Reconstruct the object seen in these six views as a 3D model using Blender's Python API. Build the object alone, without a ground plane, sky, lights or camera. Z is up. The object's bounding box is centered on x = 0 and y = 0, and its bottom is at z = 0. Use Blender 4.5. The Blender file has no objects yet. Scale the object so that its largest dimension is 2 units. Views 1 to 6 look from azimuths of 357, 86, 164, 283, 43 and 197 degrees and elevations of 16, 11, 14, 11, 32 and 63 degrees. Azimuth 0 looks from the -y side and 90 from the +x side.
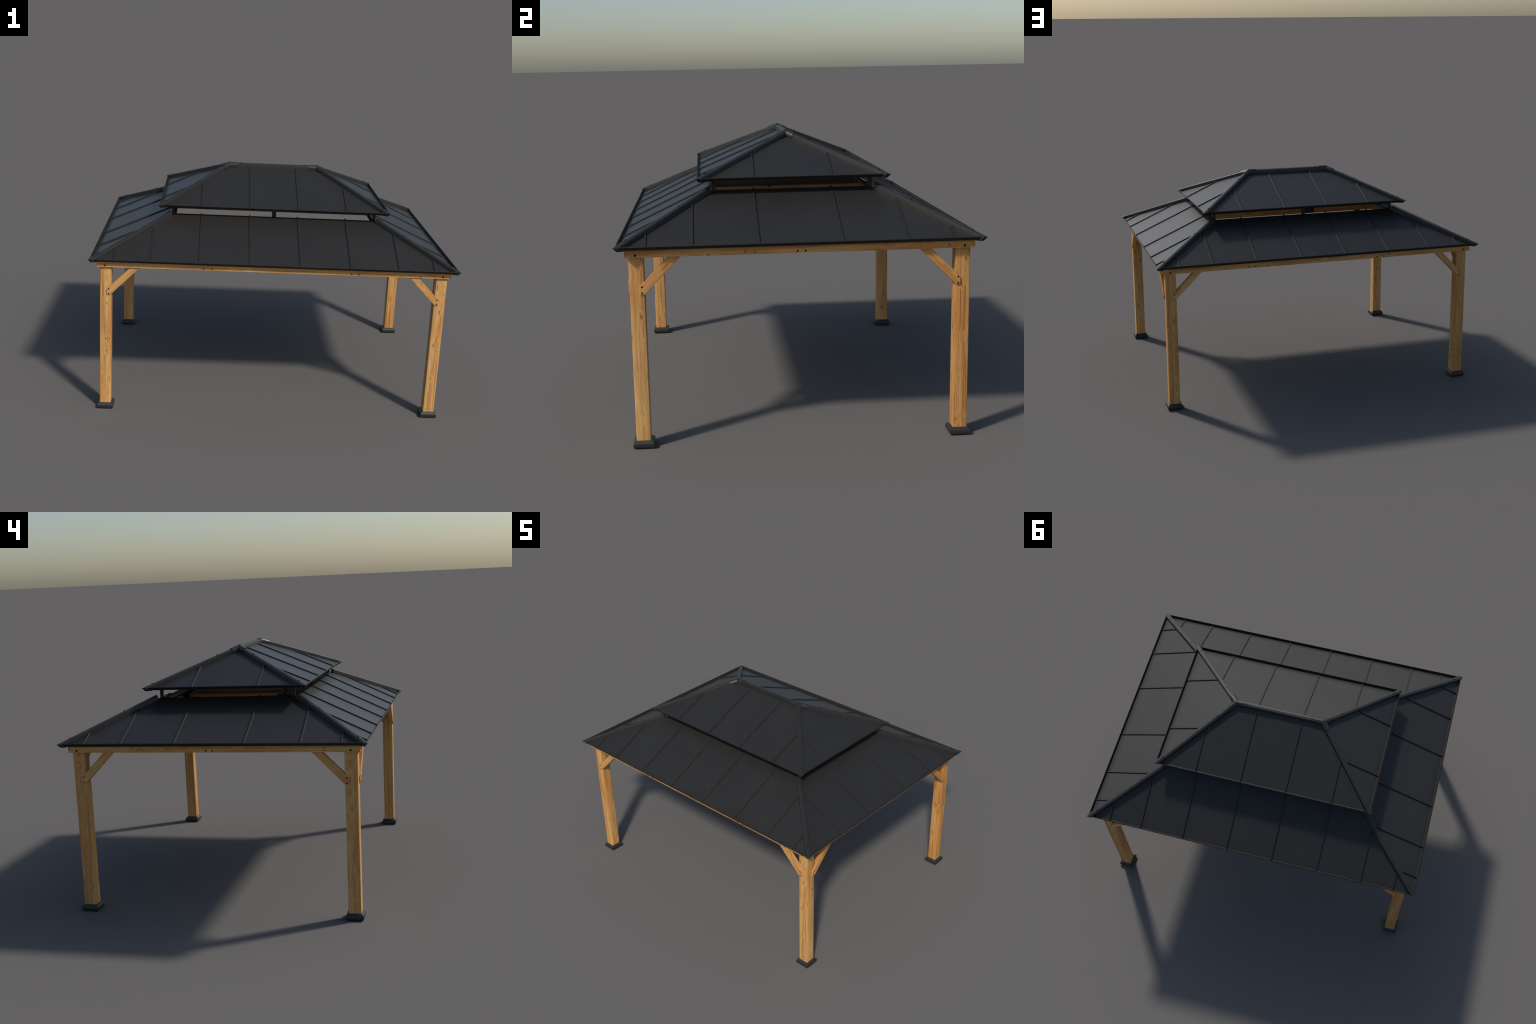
"""Hard-top garden gazebo: four timber posts on black feet, timber perimeter
beams with knee braces, and a two-tier dark sheet-metal hip roof with standing
seams, raised eave rims, hip / ridge cappings and a ventilation gap."""
import bpy, bmesh, math, random
from mathutils import Vector, Matrix

random.seed(7)

# ------------------------------------------------------------------ sizes (m)
POST_X, POST_Y, POST_W = 0.911, 0.6805, 0.0615
FOOT_H, FOOT_HALF = 0.0325, 0.0440
BEAM_X, BEAM_Y = 0.9590, 0.7262          # outer faces of the beam ring
BEAM_Z0, BEAM_Z1, BEAM_T = 0.8262, 0.8680, 0.030
RIM_RISE = 0.0160                        # rim top above the sheet at the eave

class Tier:
    """One hip-roof tier: eave rectangle, slopes, top opening."""
    def __init__(s, ex, ey, ztop, hipx, hipy, slope_y, drop, sheet_slope, open_y, ribs_long, ribs_short):
        s.ex, s.ey, s.ztop = ex, ey, ztop        # rim outer edge and its top
        s.r = hipx / hipy                        # plan direction of the hip
        s.cap_slope = slope_y                    # rise of the hip capping per metre of y
        s.sy = sheet_slope                       # rise of the sheets
        s.sx = sheet_slope / s.r
        s.oy = open_y
        s.ox = ex - (ey - open_y) * s.r
        s.ribs_long, s.ribs_short = ribs_long, ribs_short
        s.drop = drop                            # hip capping top above sheet hip line
        s.zp = ztop - s.drop                     # sheet plane height at the eave corner
    def sheet_z(s, d, axis):
        return s.zp + ((s.ey - d) * s.sy if axis == 'y' else (s.ex - d) * s.sx)
    def cap(s, y):
        """Point on the top line of the hip capping (first quadrant)."""
        return Vector((s.ex - (s.ey - y) * s.r, y, s.ztop + (s.ey - y) * s.cap_slope))

LOWER = Tier(0.9990, 0.7660, 0.8747, 0.222, 0.212, 0.485, 0.0192, 0.4690, 0.358,
             [-0.868, -0.674, -0.412, -0.139, 0.134, 0.407, 0.669, 0.863],
             [-0.640, -0.447, -0.174, 0.174, 0.447, 0.640])
UPPER = Tier(0.6535, 0.4290, 1.1068, 0.2600, 0.2855, 0.4165, 0.0190, 0.4150, 0.0,
             [-0.4115, -0.1385, 0.1345, 0.4075], [-0.173, 0.173])
RIDGE_X = UPPER.cap(0.0).x

# ------------------------------------------------------------------ materials
def nodes(name):
    m = bpy.data.materials.new(name)
    m.use_nodes = True
    nt = m.node_tree
    return m, nt, nt.nodes["Principled BSDF"]

def N(nt, kind, **kw):
    n = nt.nodes.new(kind)
    for k, v in kw.items():
        if k in n.inputs:
            n.inputs[k].default_value = v
        else:
            setattr(n, k, v)
    return n

def ramp(nt, stops):
    r = nt.nodes.new("ShaderNodeValToRGB")
    e = r.color_ramp.elements
    while len(e) < len(stops):
        e.new(0.5)
    for el, (p, c) in zip(e, stops):
        el.position = p
        el.color = (*c, 1) if len(c) == 3 else c
    return r

def metal(name, col, rough, var=0.10, spec=0.5):
    m, nt, b = nodes(name)
    tc = N(nt, "ShaderNodeTexCoord")
    n1 = N(nt, "ShaderNodeTexNoise", Scale=5.0, Detail=3.0)
    nt.links.new(tc.outputs["Object"], n1.inputs["Vector"])
    lo = tuple(c * (1 - var) for c in col)
    hi = tuple(c * (1 + var) for c in col)
    r = ramp(nt, [(0.3, lo), (0.7, hi)])
    nt.links.new(n1.outputs["Fac"], r.inputs["Fac"])
    nt.links.new(r.outputs["Color"], b.inputs["Base Color"])
    b.inputs["Roughness"].default_value = rough
    b.inputs["Specular IOR Level"].default_value = spec
    n2 = N(nt, "ShaderNodeTexNoise", Scale=420.0, Detail=2.0)
    nt.links.new(tc.outputs["Object"], n2.inputs["Vector"])
    bp = N(nt, "ShaderNodeBump", Strength=0.03, Distance=0.001)
    nt.links.new(n2.outputs["Fac"], bp.inputs["Height"])
    nt.links.new(bp.outputs["Normal"], b.inputs["Normal"])
    return m

def wood():
    """Honey-stained softwood; grain runs along local z, knots scattered."""
    m, nt, b = nodes("stained_softwood")
    L = nt.links.new
    tc = N(nt, "ShaderNodeTexCoord")
    oi = N(nt, "ShaderNodeObjectInfo")
    off = N(nt, "ShaderNodeVectorMath", operation='SCALE')
    off.inputs[0].default_value = (13.7, 7.3, 23.1)
    L(oi.outputs["Random"], off.inputs["Scale"])
    add = N(nt, "ShaderNodeVectorMath", operation='ADD')
    L(tc.outputs["Object"], add.inputs[0])
    L(off.outputs["Vector"], add.inputs[1])
    def mapped(scale):
        mp = N(nt, "ShaderNodeMapping")
        mp.inputs["Scale"].default_value = scale
        L(add.outputs["Vector"], mp.inputs["Vector"])
        return mp
    # knots: stretched cells, only a few of them carry a knot
    mk = mapped((27.0, 27.0, 13.0))
    vor = N(nt, "ShaderNodeTexVoronoi", Scale=1.0, Randomness=1.0)
    L(mk.outputs["Vector"], vor.inputs["Vector"])
    sep = N(nt, "ShaderNodeSeparateColor")
    L(vor.outputs["Color"], sep.inputs["Color"])
    pick = N(nt, "ShaderNodeMath", operation='GREATER_THAN')
    pick.inputs[1].default_value = 0.22
    L(sep.outputs["Red"], pick.inputs[0])
    core = N(nt, "ShaderNodeMapRange")
    core.inputs["From Min"].default_value = 0.06
    core.inputs["From Max"].default_value = 0.15
    core.inputs["To Min"].default_value = 1.0
    core.inputs["To Max"].default_value = 0.0
    L(vor.outputs["Distance"], core.inputs["Value"])
    knot = N(nt, "ShaderNodeMath", operation='MULTIPLY')
    L(pick.outputs[0], knot.inputs[0]); L(core.outputs["Result"], knot.inputs[1])
    halo = N(nt, "ShaderNodeMapRange")
    halo.inputs["From Min"].default_value = 0.05
    halo.inputs["From Max"].default_value = 0.5
    halo.inputs["To Min"].default_value = 1.0
    halo.inputs["To Max"].default_value = 0.0
    L(vor.outputs["Distance"], halo.inputs["Value"])
    halo2 = N(nt, "ShaderNodeMath", operation='MULTIPLY')
    L(pick.outputs[0], halo2.inputs[0]); L(halo.outputs["Result"], halo2.inputs[1])
    # broad growth bands, wavy, drawn out along the grain and bent by the knots
    mg = mapped((95.0, 95.0, 3.2))
    warp = N(nt, "ShaderNodeVectorMath", operation='SCALE')
    warp.inputs[0].default_value = (1.6, 1.6, 0.0)
    L(halo2.outputs[0], warp.inputs["Scale"])
    gadd = N(nt, "ShaderNodeVectorMath", operation='ADD')
    L(mg.outputs["Vector"], gadd.inputs[0]); L(warp.outputs["Vector"], gadd.inputs[1])
    g1 = N(nt, "ShaderNodeTexNoise", Scale=1.0, Detail=3.0, Roughness=0.55, Distortion=0.35)
    L(gadd.outputs["Vector"], g1.inputs["Vector"])
    mf = mapped((420.0, 420.0, 9.0))
    g2 = N(nt, "ShaderNodeTexNoise", Scale=1.0, Detail=2.0)
    L(mf.outputs["Vector"], g2.inputs["Vector"])
    ms = mapped((20.0, 20.0, 2.6))
    g3 = N(nt, "ShaderNodeTexNoise", Scale=1.0, Detail=2.0)
    L(ms.outputs["Vector"], g3.inputs["Vector"])
    c1 = ramp(nt, [(0.28, WOOD_DARK), (0.52, WOOD_MID), (0.74, WOOD_LIGHT)])
    L(g1.outputs["Fac"], c1.inputs["Fac"])
    fine = ramp(nt, [(0.32, (0.80, 0.76, 0.70)), (0.58, (1, 1, 1))])
    L(g2.outputs["Fac"], fine.inputs["Fac"])
    mx = N(nt, "ShaderNodeMix", data_type='RGBA', blend_type='MULTIPLY')
    mx.inputs["Factor"].default_value = 0.8
    L(c1.outputs["Color"], mx.inputs["A"]); L(fine.outputs["Color"], mx.inputs["B"])
    tone = ramp(nt, [(0.32, (0.90, 0.76, 0.60)), (0.58, (1.0, 1.0, 1.0))])
    L(g3.outputs["Fac"], tone.inputs["Fac"])
    mx2 = N(nt, "ShaderNodeMix", data_type='RGBA', blend_type='MULTIPLY')
    mx2.inputs["Factor"].default_value = 1.0
    L(mx.outputs["Result"], mx2.inputs["A"]); L(tone.outputs["Color"], mx2.inputs["B"])
    # piece to piece variation
    pv = ramp(nt, [(0.0, (0.94, 0.87, 0.80)), (1.0, (1.05, 1.06, 1.06))])
    L(oi.outputs["Random"], pv.inputs["Fac"])
    mx3 = N(nt, "ShaderNodeMix", data_type='RGBA', blend_type='MULTIPLY')
    mx3.inputs["Factor"].default_value = 1.0
    L(mx2.outputs["Result"], mx3.inputs["A"]); L(pv.outputs["Color"], mx3.inputs["B"])
    # narrow darker growth lines
    ml = mapped((150.0, 150.0, 1.7))
    ladd = N(nt, "ShaderNodeVectorMath", operation='ADD')
    L(ml.outputs["Vector"], ladd.inputs[0]); L(warp.outputs["Vector"], ladd.inputs[1])
    g4 = N(nt, "ShaderNodeTexNoise", Scale=1.0, Detail=1.0)
    L(ladd.outputs["Vector"], g4.inputs["Vector"])
    lines = ramp(nt, [(0.60, (1, 1, 1)), (0.70, (0.72, 0.62, 0.50))])
    L(g4.outputs["Fac"], lines.inputs["Fac"])
    mx5 = N(nt, "ShaderNodeMix", data_type='RGBA', blend_type='MULTIPLY')
    mx5.inputs["Factor"].default_value = 1.0
    L(mx3.outputs["Result"], mx5.inputs["A"]); L(lines.outputs["Color"], mx5.inputs["B"])
    mx3 = mx5
    kfac = N(nt, "ShaderNodeMath", operation='MULTIPLY')
    kfac.inputs[1].default_value = 0.75
    L(knot.outputs[0], kfac.inputs[0])
    mx4 = N(nt, "ShaderNodeMix", data_type='RGBA', blend_type='MIX')
    mx4.inputs["B"].default_value = (0.16, 0.060, 0.020, 1)
    L(kfac.outputs[0], mx4.inputs["Factor"])
    L(mx3.outputs["Result"], mx4.inputs["A"])
    L(mx4.outputs["Result"], b.inputs["Base Color"])
    b.inputs["Roughness"].default_value = 0.62
    b.inputs["Specular IOR Level"].default_value = 0.35
    bp = N(nt, "ShaderNodeBump", Strength=0.12, Distance=0.002)
    L(g1.outputs["Fac"], bp.inputs["Height"])
    L(bp.outputs["Normal"], b.inputs["Normal"])
    return m

WOOD_DARK = (0.48, 0.245, 0.080)
WOOD_MID = (0.66, 0.376, 0.138)
WOOD_LIGHT = (0.755, 0.460, 0.186)

SHEET = metal("dark_roof_sheet", (0.0228, 0.0210, 0.0182), 0.45, 0.06)
TRIM = metal("dark_metal_trim", (0.0225, 0.0206, 0.0180), 0.45, 0.05)
RIM = metal("matt_eave_trim", (0.0175, 0.0158, 0.0138), 0.62, 0.05, 0.28)
SEAM = metal("glint_darkened_seam", (0.0200, 0.0186, 0.0165), 0.56, 0.05, 0.4)  # base lowered below the sheet to mute sun glints on rib edges
COVER = metal("satin_cover_piece", (0.0235, 0.0210, 0.0170), 0.42, 0.05)
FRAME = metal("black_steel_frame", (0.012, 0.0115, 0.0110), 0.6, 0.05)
FOOTM = metal("black_foot_plastic", (0.0225, 0.0215, 0.0200), 0.5, 0.08)
BLACK = metal("black_bolt_steel", (0.003, 0.003, 0.003), 0.55, 0.0, 0.12)
WOOD = wood()

# ------------------------------------------------------------------ helpers
def mesh_from(verts, faces, name, mat, bevel=0.0, smooth=None):
    bm = bmesh.new()
    vs = [bm.verts.new(v) for v in verts]
    for f in faces:
        bm.faces.new([vs[i] for i in f])
    return finish(bm, name, mat, bevel, smooth)

def finish(bm, name, mat, bevel=0.0, smooth=None, segs=2):
    bmesh.ops.recalc_face_normals(bm, faces=bm.faces[:])
    if bevel:
        es = [e for e in bm.edges if len(e.link_faces) == 2 and e.calc_face_angle() > 0.5]
        bmesh.ops.bevel(bm, geom=es, offset=bevel, segments=segs, profile=0.5,
                        affect='EDGES', clamp_overlap=True)
    me = bpy.data.meshes.new(name)
    bm.to_mesh(me)
    bm.free()
    me.materials.append(mat)
    if smooth is not None:
        me.shade_smooth()
        me.set_sharp_from_angle(angle=math.radians(smooth))
    return me

WORLD = {}                               # world matrix of every object built so far

def place(name, me, parent, local):
    o = bpy.data.objects.new(name, me)
    bpy.context.scene.collection.objects.link(o)
    o.parent = parent
    o.matrix_basis = local
    WORLD[o.name] = WORLD.get(parent.name, Matrix.Identity(4)) @ local
    return o

def place_world(name, me, parent, world):
    return place(name, me, parent, WORLD.get(parent.name, Matrix.Identity(4)).inverted() @ world)

def obj(name, me, parent, loc=(0, 0, 0), rot=None):
    m = rot.to_4x4() if rot is not None else Matrix.Identity(4)
    m.translation = Vector(loc)
    return place(name, me, parent, m)

def box_mesh(name, lo, hi, mat, bevel=0.0):
    (x0, y0, z0), (x1, y1, z1) = lo, hi
    v = [(x, y, z) for z in (z0, z1) for y in (y0, y1) for x in (x0, x1)]
    f = [(0, 2, 3, 1), (4, 5, 7, 6), (0, 1, 5, 4), (2, 6, 7, 3), (0, 4, 6, 2), (1, 3, 7, 5)]
    return mesh_from(v, f, name, mat, bevel)

def sweep_bm(bm, profile, a, b, up=Vector((0, 0, 1))):
    """Closed prism: profile of (side, height) points swept straight from a to b."""
    a, b = Vector(a), Vector(b)
    d = (b - a).normalized()
    side = d.cross(up).normalized()
    nrm = side.cross(d).normalized()
    ra = [bm.verts.new(a + side * u + nrm * v) for u, v in profile]
    rb = [bm.verts.new(b + side * u + nrm * v) for u, v in profile]
    n = len(profile)
    for i in range(n):
        j = (i + 1) % n
        bm.faces.new((ra[i], ra[j], rb[j], rb[i]))
    bm.faces.new(ra[::-1])
    bm.faces.new(rb)

def loop_bm(bm, profile, ex, ey):
    """Mitred rectangular ring: profile of (outward offset, z) points."""
    rings = []
    for sx, sy in ((1, 1), (-1, 1), (-1, -1), (1, -1)):
        rings.append([bm.verts.new((sx * (ex + d), sy * (ey + d), z)) for d, z in profile])
    n = len(profile)
    for k in range(4):
        p, q = rings[k], rings[(k + 1) % 4]
        for i in range(n):
            j = (i + 1) % n
            bm.faces.new((p[i], p[j], q[j], q[i]))

def clip(poly, a, b, c):
    """Keep the part of a 2D polygon with a*t + b*s <= c."""
    out = []
    for i, p in enumerate(poly):
        q = poly[(i + 1) % len(poly)]
        dp, dq = a * p[0] + b * p[1] - c, a * q[0] + b * q[1] - c
        if dp <= 0:
            out.append(p)
        if dp * dq < 0:
            k = dp / (dp - dq)
            out.append((p[0] + (q[0] - p[0]) * k, p[1] + (q[1] - p[1]) * k))
    return out

def screw_mesh(name, r, h, mat=BLACK):
    """Low domed head, axis +z."""
    bm = bmesh.new()
    prof = [(r, -0.002), (r, h * 0.45), (r * 0.8, h * 0.85), (r * 0.4, h)]
    n = 14
    rings = [[bm.verts.new((pr * math.cos(2 * math.pi * i / n), pr * math.sin(2 * math.pi * i / n), z))
              for i in range(n)] for pr, z in prof]
    for p, q in zip(rings, rings[1:]):
        for i in range(n):
            bm.faces.new((p[i], p[(i + 1) % n], q[(i + 1) % n], q[i]))
    bm.faces.new(rings[-1])
    bm.faces.new(rings[0][::-1])
    return finish(bm, name, mat, smooth=40)

# ------------------------------------------------------------------ root
root = bpy.data.objects.new("garden_gazebo", None)
bpy.context.scene.collection.objects.link(root)
root["label"] = "timber-post garden gazebo with two-tier dark metal hip roof"
root["category"] = "gazebo"

# ------------------------------------------------------------------ posts and feet
def post_mesh():
    h = POST_W / 2
    bm = bmesh.new()
    v = []
    me_pts = [(-h, -h), (h, -h), (h, h), (-h, h)]
    lo = [bm.verts.new((x, y, 0.004)) for x, y in me_pts]
    hi = [bm.verts.new((x, y, BEAM_Z0 + 0.0006)) for x, y in me_pts]
    bm.faces.new(lo[::-1]); bm.faces.new(hi)
    for i in range(4):
        j = (i + 1) % 4
        bm.faces.new((lo[i], lo[j], hi[j], hi[i]))
    # long edges rounded
    bmesh.ops.recalc_face_normals(bm, faces=bm.faces[:])
    es = [e for e in bm.edges if abs(e.verts[0].co.z - e.verts[1].co.z) > 0.1]
    bmesh.ops.bevel(bm, geom=es, offset=0.0035, segments=3, profile=0.5, affect='EDGES')
    return finish(bm, "post", WOOD, smooth=50)

def foot_mesh():
    """Moulded collar: undercut bottom, upright side, sloping shoulder."""
    bm = bmesh.new()
    h = POST_W / 2
    prof = [(0.0, 0.0), (FOOT_HALF - 0.0045, 0.0), (FOOT_HALF - 0.001, 0.0035), (FOOT_HALF, 0.0075),
            (FOOT_HALF, 0.0195), (FOOT_HALF - 0.0012, 0.0228), (FOOT_HALF - 0.0035, 0.0252),
            (h + 0.0012, FOOT_H), (h - 0.004, FOOT_H + 0.0004), (h - 0.004, 0.002), (0.0, 0.002)]
    prof = prof[1:-1]
    loop_bm(bm, prof, 0.0, 0.0)
    return finish(bm, "post_foot", FOOTM, smooth=35)

POST, FOOT = post_mesh(), foot_mesh()
posts = {}
for sx in (-1, 1):
    for sy in (-1, 1):
        p = obj("post", POST, root, (sx * POST_X, sy * POST_Y, 0),
                Matrix.Rotation(random.choice((0, 1, 2, 3)) * math.pi / 2, 3, 'Z'))
        posts[sx, sy] = p
        obj("post_foot", FOOT, p)
        # short tenon that rises behind the beams
        lo = Vector((-0.0305 if sx > 0 else -0.0165, -0.030 if sy > 0 else -0.0145, 0))
        hi = Vector((0.0165 if sx > 0 else 0.0305, 0.0145 if sy > 0 else 0.030, 0.038))
        place_world("post_tenon", box_mesh("post_tenon", lo, hi, WOOD, 0.0015), p,
                    Matrix.Translation((sx * POST_X, sy * POST_Y, BEAM_Z0 + 0.001)))

# ------------------------------------------------------------------ beams
BOLT_L = screw_mesh("beam_bolt", 0.0050, 0.0022)
BOLT_M = screw_mesh("plate_bolt", 0.0040, 0.0020)
BOLT_S = screw_mesh("brace_bolt", 0.0037, 0.0020)
PLATE = box_mesh("bracket_plate", (-0.05, -0.002, -0.0185), (0.05, 0.002, 0.0255), FRAME, 0.001)

def beam_mesh(name, length, up):
    """Top edge planed to the roof slope: lower on the outer face, higher inside.
    Local x is vertical (sign given by up), y outward, z along the grain."""
    t, hz = BEAM_T / 2, (BEAM_Z1 - BEAM_Z0) / 2
    lo, out_top, in_top = -hz, hz - 0.0035, hz + 0.0085
    sec = [(lo, t), (out_top, t), (in_top, -t), (lo, -t)]
    if up < 0:
        sec = [(-x, y) for x, y in sec]
    # ends mitred: full length outside, shorter by the beam thickness inside
    v = [(x, y, k * (length / 2 - (t - y) - 0.0002)) for k in (-1, 1) for x, y in sec]
    f = [(0, 1, 2, 3), (7, 6, 5, 4)] + [(i, i + 4, (i + 1) % 4 + 4, (i + 1) % 4) for i in range(4)]
    return mesh_from(v, f, name, WOOD, 0.0011)

ZB = (BEAM_Z0 + BEAM_Z1) / 2

def frame_rot(grain, out):
    """Local z -> grain direction, local y -> outward."""
    g, o = Vector(grain), Vector(out)
    x = o.cross(g)
    return Matrix((x, o, g)).transposed()

def bolt_on(name, me, parent, world, out):
    q = Vector((0, 0, 1)).rotation_difference(Vector(out)).to_matrix().to_4x4()
    q.translation = Vector(world)
    return place_world(name, me, parent, q)

for s in (-1, 1):
    out = (0, s, 0)
    b = obj("long_beam", beam_mesh("long_beam", 2 * BEAM_X, Vector(out).cross(Vector((1, 0, 0))).z), root, (0, s * (BEAM_Y - BEAM_T / 2), ZB), frame_rot((1, 0, 0), out))
    for x in (-0.914, 0.914):
        bolt_on("beam_bolt", BOLT_L, b, (x, s * BEAM_Y, 0.8358), out)
    for x in (-0.3865, -0.3425, 0.4140, 0.4540):
        bolt_on("plate_bolt", BOLT_M, b, (x, s * BEAM_Y, 0.8345), out)
    for x in (-0.3645, 0.4340):
        bolt_on("bracket_plate", PLATE, b, (x, s * (BEAM_Y - BEAM_T - 0.0021), ZB), (0, 0, 1))
    for x in (-0.739, -0.712, 0.712, 0.739):
        bolt_on("brace_bolt", BOLT_S, b, (x, s * (BEAM_Y - BEAM_T), 0.852), (0, -s, 0))
    out = (s, 0, 0)
    b = obj("short_beam", beam_mesh("short_beam", 2 * BEAM_Y, Vector(out).cross(Vector((0, 1, 0))).z), root, (s * (BEAM_X - BEAM_T / 2), 0, ZB), frame_rot((0, 1, 0), out))
    for y in (-0.6815, 0.6815):
        bolt_on("beam_bolt", BOLT_L, b, (s * BEAM_X, y, 0.8358), out)
    for y in (-0.0165, 0.0165):
        bolt_on("plate_bolt", BOLT_M, b, (s * BEAM_X, y, 0.8345), out)
    if s > 0:
        w = Matrix.Rotation(math.pi / 2, 4, 'Z')
        w.translation = (s * (BEAM_X - BEAM_T - 0.0021), 0, ZB)
        place_world("bracket_plate", PLATE, b, w)

# ------------------------------------------------------------------ knee braces
# drawn in the plane of the frame: u from the outer end toward the middle, z up;
# local z of the mesh runs along the 45 degree grain
BR_T0, BR_T1 = 0.0062, -0.020            # proud of / behind the post face
def brace_mesh():
    pts = [(0.0, 0.6685), (0.0, 0.7010), (0.1245, 0.8255), (0.1745, 0.8255), (0.0190, 0.6685)]
    c = Vector((0.0, 0.70))
    g = Vector((1, 1)).normalized()
    n = Vector((1, -1)).normalized()
    bm = bmesh.new()
    A, B = [], []
    for u, z in pts:
        d = Vector((u, z)) - c
        A.append(bm.verts.new((d.dot(n), BR_T0, d.dot(g))))
        B.append(bm.verts.new((d.dot(n), BR_T1, d.dot(g))))
    bm.faces.new(A); bm.faces.new(B[::-1])
    for i in range(len(pts)):
        j = (i + 1) % len(pts)
        bm.faces.new((A[i], A[j], B[j], B[i]))
    return finish(bm, "knee_brace", WOOD, 0.0013)
BRACE = brace_mesh()

def brace(origin, inward, out):
    inward, out = Vector(inward), Vector(out)
    up = Vector((0, 0, 1))
    g = (inward + up).normalized()
    n = (inward - up).normalized()
    m = Matrix((n, out, g)).transposed()
    o = obj("knee_brace", BRACE, root, Vector(origin) + up * 0.70, m)
    for z in (0.7015, 0.6755):
        bolt_on("brace_bolt", BOLT_S, o, Vector(origin) + inward * 0.0095 + out * BR_T0 + up * z, out)

PF_X, PF_Y = POST_X + POST_W / 2, POST_Y + POST_W / 2
for sx in (-1, 1):
    for sy in (-1, 1):
        brace((sx * 0.9035, sy * PF_Y, 0), (-sx, 0, 0), (0, sy, 0))
        brace((sx * PF_X, sy * 0.6695, 0), (0, -sy, 0), (sx, 0, 0))

# ------------------------------------------------------------------ roof tiers
CAP_PROFILE = [(0.0, 0.0), (0.0020, -0.0004), (0.0118, -0.0030), (0.0133, -0.0044), (0.0137, -0.0064),
               (0.0137, -0.030), (-0.0137, -0.030), (-0.0137, -0.0064), (-0.0133, -0.0044),
               (-0.0118, -0.0030), (-0.0020, -0.0004)]
RIB_PROFILE = [(-0.0036, -0.001), (0.0036, -0.001), (0.0036, 0.0056), (0.0031, 0.0061),
               (-0.0031, 0.0061), (-0.0036, 0.0056)]
CAP_SCREW = screw_mesh("cap_screw", 0.0030, 0.0036)
SHEET_T = 0.0018

def slopes(T):
    # (outward axis, outward unit, tangent unit, eave half, opening, slope, hip ratio, hip half width at eave, ribs)
    for s in (-1, 1):
        yield ('y', Vector((0, s, 0)), Vector((1, 0, 0)), T.ey, T.oy, T.sy, T.r, T.ex, T.ribs_long)
    for s in (-1, 1):
        yield ('x', Vector((s, 0, 0)), Vector((0, 1, 0)), T.ex, T.ox, T.sx, 1 / T.r, T.ey, T.ribs_short)

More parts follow.
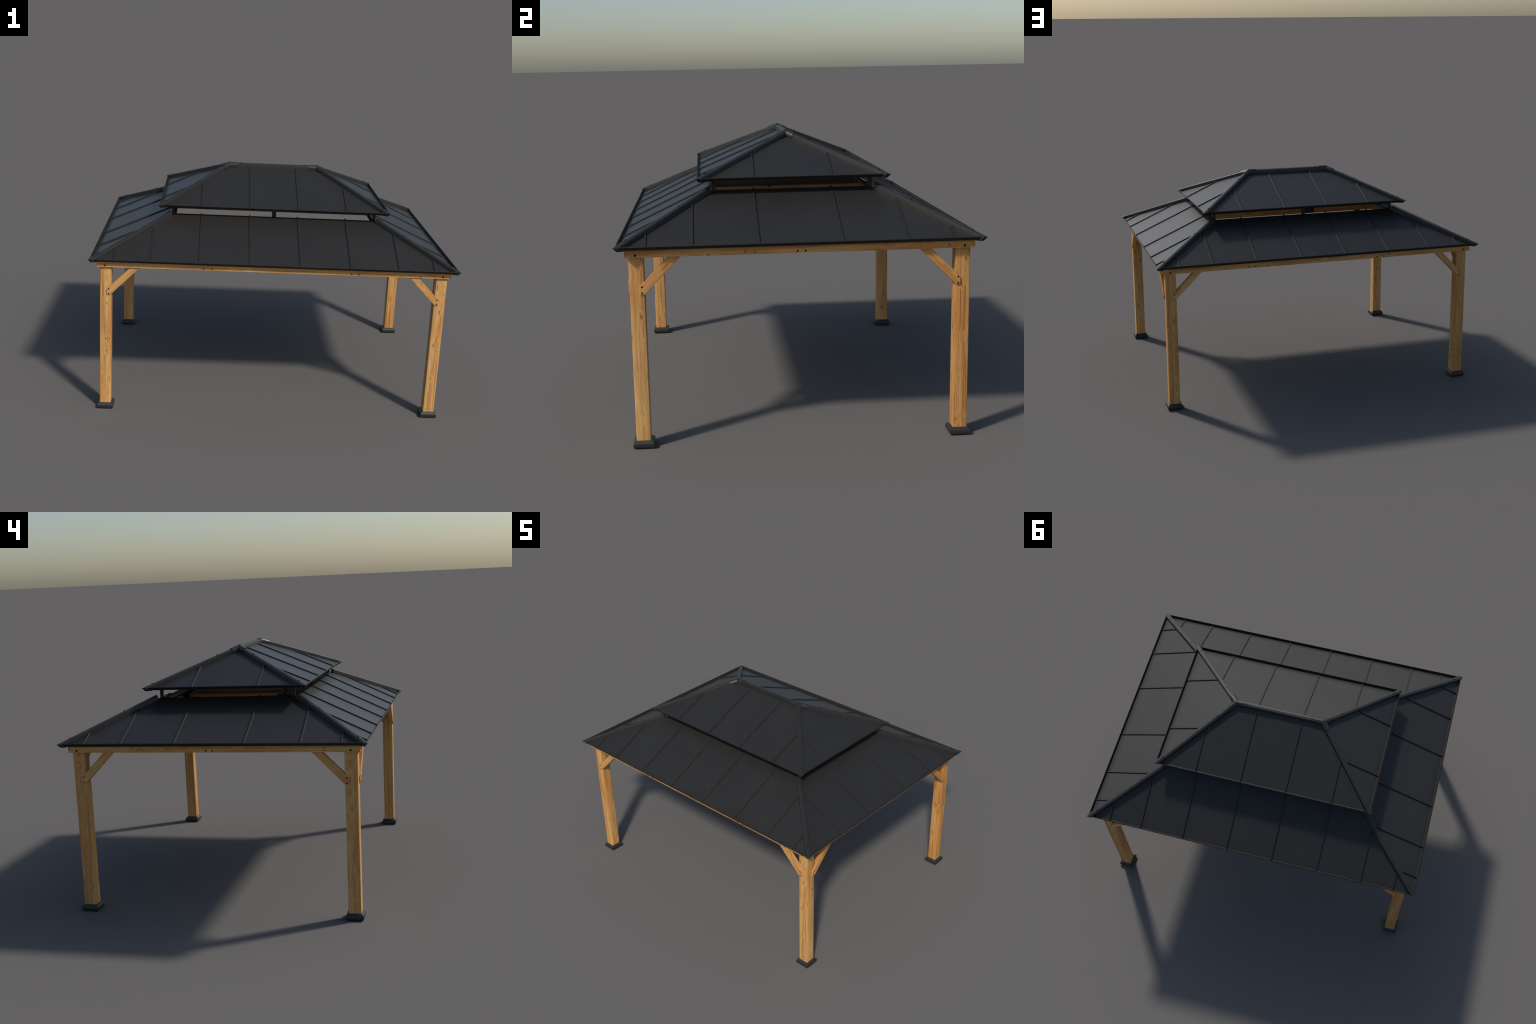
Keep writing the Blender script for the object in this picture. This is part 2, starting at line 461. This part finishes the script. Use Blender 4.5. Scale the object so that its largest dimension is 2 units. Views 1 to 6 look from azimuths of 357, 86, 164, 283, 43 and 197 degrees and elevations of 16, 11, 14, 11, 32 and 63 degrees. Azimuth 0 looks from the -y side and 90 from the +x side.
def build_tier(T, name, cap_top_y):
    # eave rim: outward-leaning fascia, narrow top lip, inner upstand, soffit return
    zt = T.ztop + 0.0030
    prof = [(0.0, zt - 0.0028), (-0.0075, zt - 0.0140), (-0.0085, zt - 0.0145), (-0.0220, zt - 0.0140),
            (-0.0220, zt - 0.0128), (-0.0110, zt - 0.0130), (-0.0095, zt - 0.0116), (-0.0040, zt - 0.0004),
            (-0.0032, zt)]
    bm = bmesh.new()
    loop_bm(bm, prof, T.ex - 0.0045, T.ey - 0.0045)
    body = obj(name, finish(bm, name + "_eave_rim", RIM, smooth=30), root)
    inset = 0.0155
    for axis, out, tan, eave, opening, sl, ratio, half, ribs in slopes(T):
        def P(t, s, dz=0.0):
            v = tan * t + out * s
            return Vector((v.x, v.y, T.zp + (eave - s) * sl + dz))
        nrm = (out * sl + Vector((0, 0, 1))).normalized()
        s0, s1 = eave - inset, opening
        cuts = [-half] + ribs + [half]
        for a, b in zip(cuts, cuts[1:]):
            poly = [(a + 0.0006, s0), (b - 0.0006, s0), (b - 0.0006, s1), (a + 0.0006, s1)]
            # hips: |t| <= half - (eave - s) * ratio
            poly = clip(poly, 1, -ratio, half - eave * ratio)
            poly = clip(poly, -1, -ratio, half - eave * ratio)
            if len(poly) < 3:
                continue
            # drop coincident points
            q = []
            for p in poly:
                if all(abs(p[0] - k[0]) + abs(p[1] - k[1]) > 1e-5 for k in q):
                    q.append(p)
            if len(q) < 3:
                continue
            top = [P(t, s) for t, s in q]
            bot = [p - nrm * SHEET_T for p in top]
            n = len(top)
            faces = [tuple(range(n)), tuple(range(2 * n - 1, n - 1, -1))]
            faces += [(i, (i + 1) % n, n + (i + 1) % n, n + i) for i in range(n)]
            obj("roof_panel", mesh_from(top + bot, faces, "roof_panel", SHEET), body)
        for t in ribs:
            # rib ends a little inside the capping, or at the opening / ridge
            s_hip = eave - (half - abs(t)) / ratio
            s_end = max(s_hip + 0.004, s1 - (0.002 if s1 > 0.01 else -0.008))
            bm = bmesh.new()
            sweep_bm(bm, RIB_PROFILE, P(t, s0 + 0.0006), P(t, s_end), nrm)
            obj("standing_seam", finish(bm, "standing_seam", SEAM), body)
    # hip cappings, cut to the eave corner
    for sx in (-1, 1):
        for sy in (-1, 1):
            f = lambda v: Vector((v.x * sx, v.y * sy, v.z))
            bm = bmesh.new()
            sweep_bm(bm, CAP_PROFILE, f(T.cap(T.ey + 0.03)), f(T.cap(cap_top_y)))
            for d, e in ((Vector((sx, 0, 0)), T.ex + 0.0008), (Vector((0, sy, 0)), T.ey + 0.0008)):
                geom = bm.verts[:] + bm.edges[:] + bm.faces[:]
                no = (d * 0.0165 - Vector((0, 0, 1)) * 0.0130).normalized()
                r = bmesh.ops.bisect_plane(bm, geom=geom, plane_co=d * e + Vector((0, 0, T.ztop)),
                                           plane_no=no, clear_outer=True)
                bmesh.ops.holes_fill(bm, edges=[x for x in bm.edges if x.is_boundary], sides=0)
            geom = bm.verts[:] + bm.edges[:] + bm.faces[:]
            bmesh.ops.bisect_plane(bm, geom=geom, plane_co=Vector((0, 0, T.ztop - 0.0172)),
                                   plane_no=Vector((0, 0, -1)), clear_outer=True)
            bmesh.ops.holes_fill(bm, edges=[x for x in bm.edges if x.is_boundary], sides=0)
            c = obj("hip_cap", finish(bm, "hip_cap", TRIM, smooth=20), body)
            ys = (0.7175, 0.505) if T is LOWER else (0.3855, 0.100)
            for y in ys:
                bolt_on("cap_screw", CAP_SCREW, c, f(T.cap(y)), (0, 0, 1))
    return body

lower = build_tier(LOWER, "lower_roof", 0.376)
upper = build_tier(UPPER, "upper_roof", 0.0)

# ridge capping and the three-armed covers at its ends
zr = UPPER.cap(0.0).z
bm = bmesh.new()
sweep_bm(bm, CAP_PROFILE, (-RIDGE_X, 0, zr), (RIDGE_X, 0, zr))
ridge = obj("ridge_cap", finish(bm, "ridge_cap", TRIM, smooth=20), upper)
for x in (-0.194, 0.194):
    bolt_on("cap_screw", CAP_SCREW, ridge, (x, 0, zr), (0, 0, 1))

def cover_profile():
    """Soft-shouldered saddle, a little wider and higher than the capping."""
    h = 0.0034
    half = [(0.0070, h - 0.0010), (0.0125, h - 0.0046), (0.0166, h - 0.0102), (0.0172, h - 0.0160), (0.0172, -0.0205)]
    return [(-x, z) for x, z in reversed(half)] + [(0.0, h)] + half
COVP = cover_profile()
for sx in (-1, 1):
    apex = Vector((sx * RIDGE_X, 0, zr))
    bm = bmesh.new()
    sweep_bm(bm, COVP, apex + Vector((sx * 0.004, 0, 0)), apex - Vector((sx * 0.050, 0, 0)))
    for sy in (-1, 1):
        d = UPPER.cap(0.05)
        d = (Vector((d.x * sx, d.y * sy, d.z)) - apex).normalized()
        sweep_bm(bm, COVP, apex - d * 0.004, apex + d * 0.056)
    obj("ridge_joint_cover", finish(bm, "ridge_joint_cover", COVER, smooth=35), upper)

# ------------------------------------------------------------------ steel frame between and under the tiers
def bar(name, a, b, w, h, parent, mat=FRAME, up=Vector((0, 0, 1)), drop=0.0):
    bm = bmesh.new()
    sweep_bm(bm, [(-w / 2, -h - drop), (w / 2, -h - drop), (w / 2, -drop), (-w / 2, -drop)], a, b, up)
    return obj(name, finish(bm, name, mat, 0.0008), parent)

SUP_X, SUP_Y = 0.5725, 0.3500
ztop_low = LOWER.sheet_z(LOWER.oy, 'y')
# curb around the opening
bm = bmesh.new()
loop_bm(bm, [(0.0, ztop_low - 0.0035), (0.0, ztop_low - 0.013), (-0.016, ztop_low - 0.013), (-0.016, ztop_low - 0.0035)],
        LOWER.ox - 0.0005, LOWER.oy - 0.0005)
curb = obj("opening_curb", finish(bm, "opening_curb", FRAME, 0.0008), lower)
zu = UPPER.sheet_z(SUP_Y, 'y') - 0.006
for sx in (-1, 1):
    for sy in (-1, 1):
        me = box_mesh("support_post", (-0.0078, -0.0078, 0), (0.0078, 0.0078, zu - 1.032), FRAME, 0.001)
        obj("support_post", me, root, (sx * SUP_X, sy * SUP_Y, 1.032))
for sy in (-1, 1):
    me = box_mesh("support_strut", (-0.012, -0.005, 0), (0.012, 0.005, zu - 1.026), FRAME, 0.001)
    obj("support_strut", me, root, (0.0, sy * (SUP_Y - 0.006), 1.026))
# ring under the upper tier
bm = bmesh.new()
loop_bm(bm, [(0.008, zu), (0.008, zu - 0.018), (-0.008, zu - 0.018), (-0.008, zu)], SUP_X, SUP_Y)
obj("upper_ring", finish(bm, "upper_ring", FRAME), upper)

# rafters under the sheets
under = 0.0055
for sy in (-1, 1):
    for x in (-0.3645, 0.4340):
        a = Vector((x, sy * 0.700, LOWER.sheet_z(0.700, 'y') - under))
        b = Vector((x, sy * 0.352, LOWER.sheet_z(0.352, 'y') - under))
        bar("rafter", a, b, 0.022, 0.009, lower)
for sx in (-1, 1):
    a = Vector((sx * 0.935, 0, LOWER.sheet_z(0.935, 'x') - under))
    b = Vector((sx * 0.570, 0, LOWER.sheet_z(0.570, 'x') - under))
    bar("rafter", a, b, 0.022, 0.009, lower)
for T, y0, y1, par in ((LOWER, 0.700, 0.352, lower), (UPPER, 0.335, 0.0, upper)):
    for sx in (-1, 1):
        for sy in (-1, 1):
            a, b = T.cap(y0), T.cap(y1)
            f = lambda v: Vector((v.x * sx, v.y * sy, v.z - T.drop - (0.008 if T is UPPER else 0.014)))
            bar("hip_rafter", f(a), f(b), 0.022, 0.012, par)
bar("ridge_beam", (-RIDGE_X, 0, zr - 0.027), (RIDGE_X, 0, zr - 0.027), 0.020, 0.018, upper)
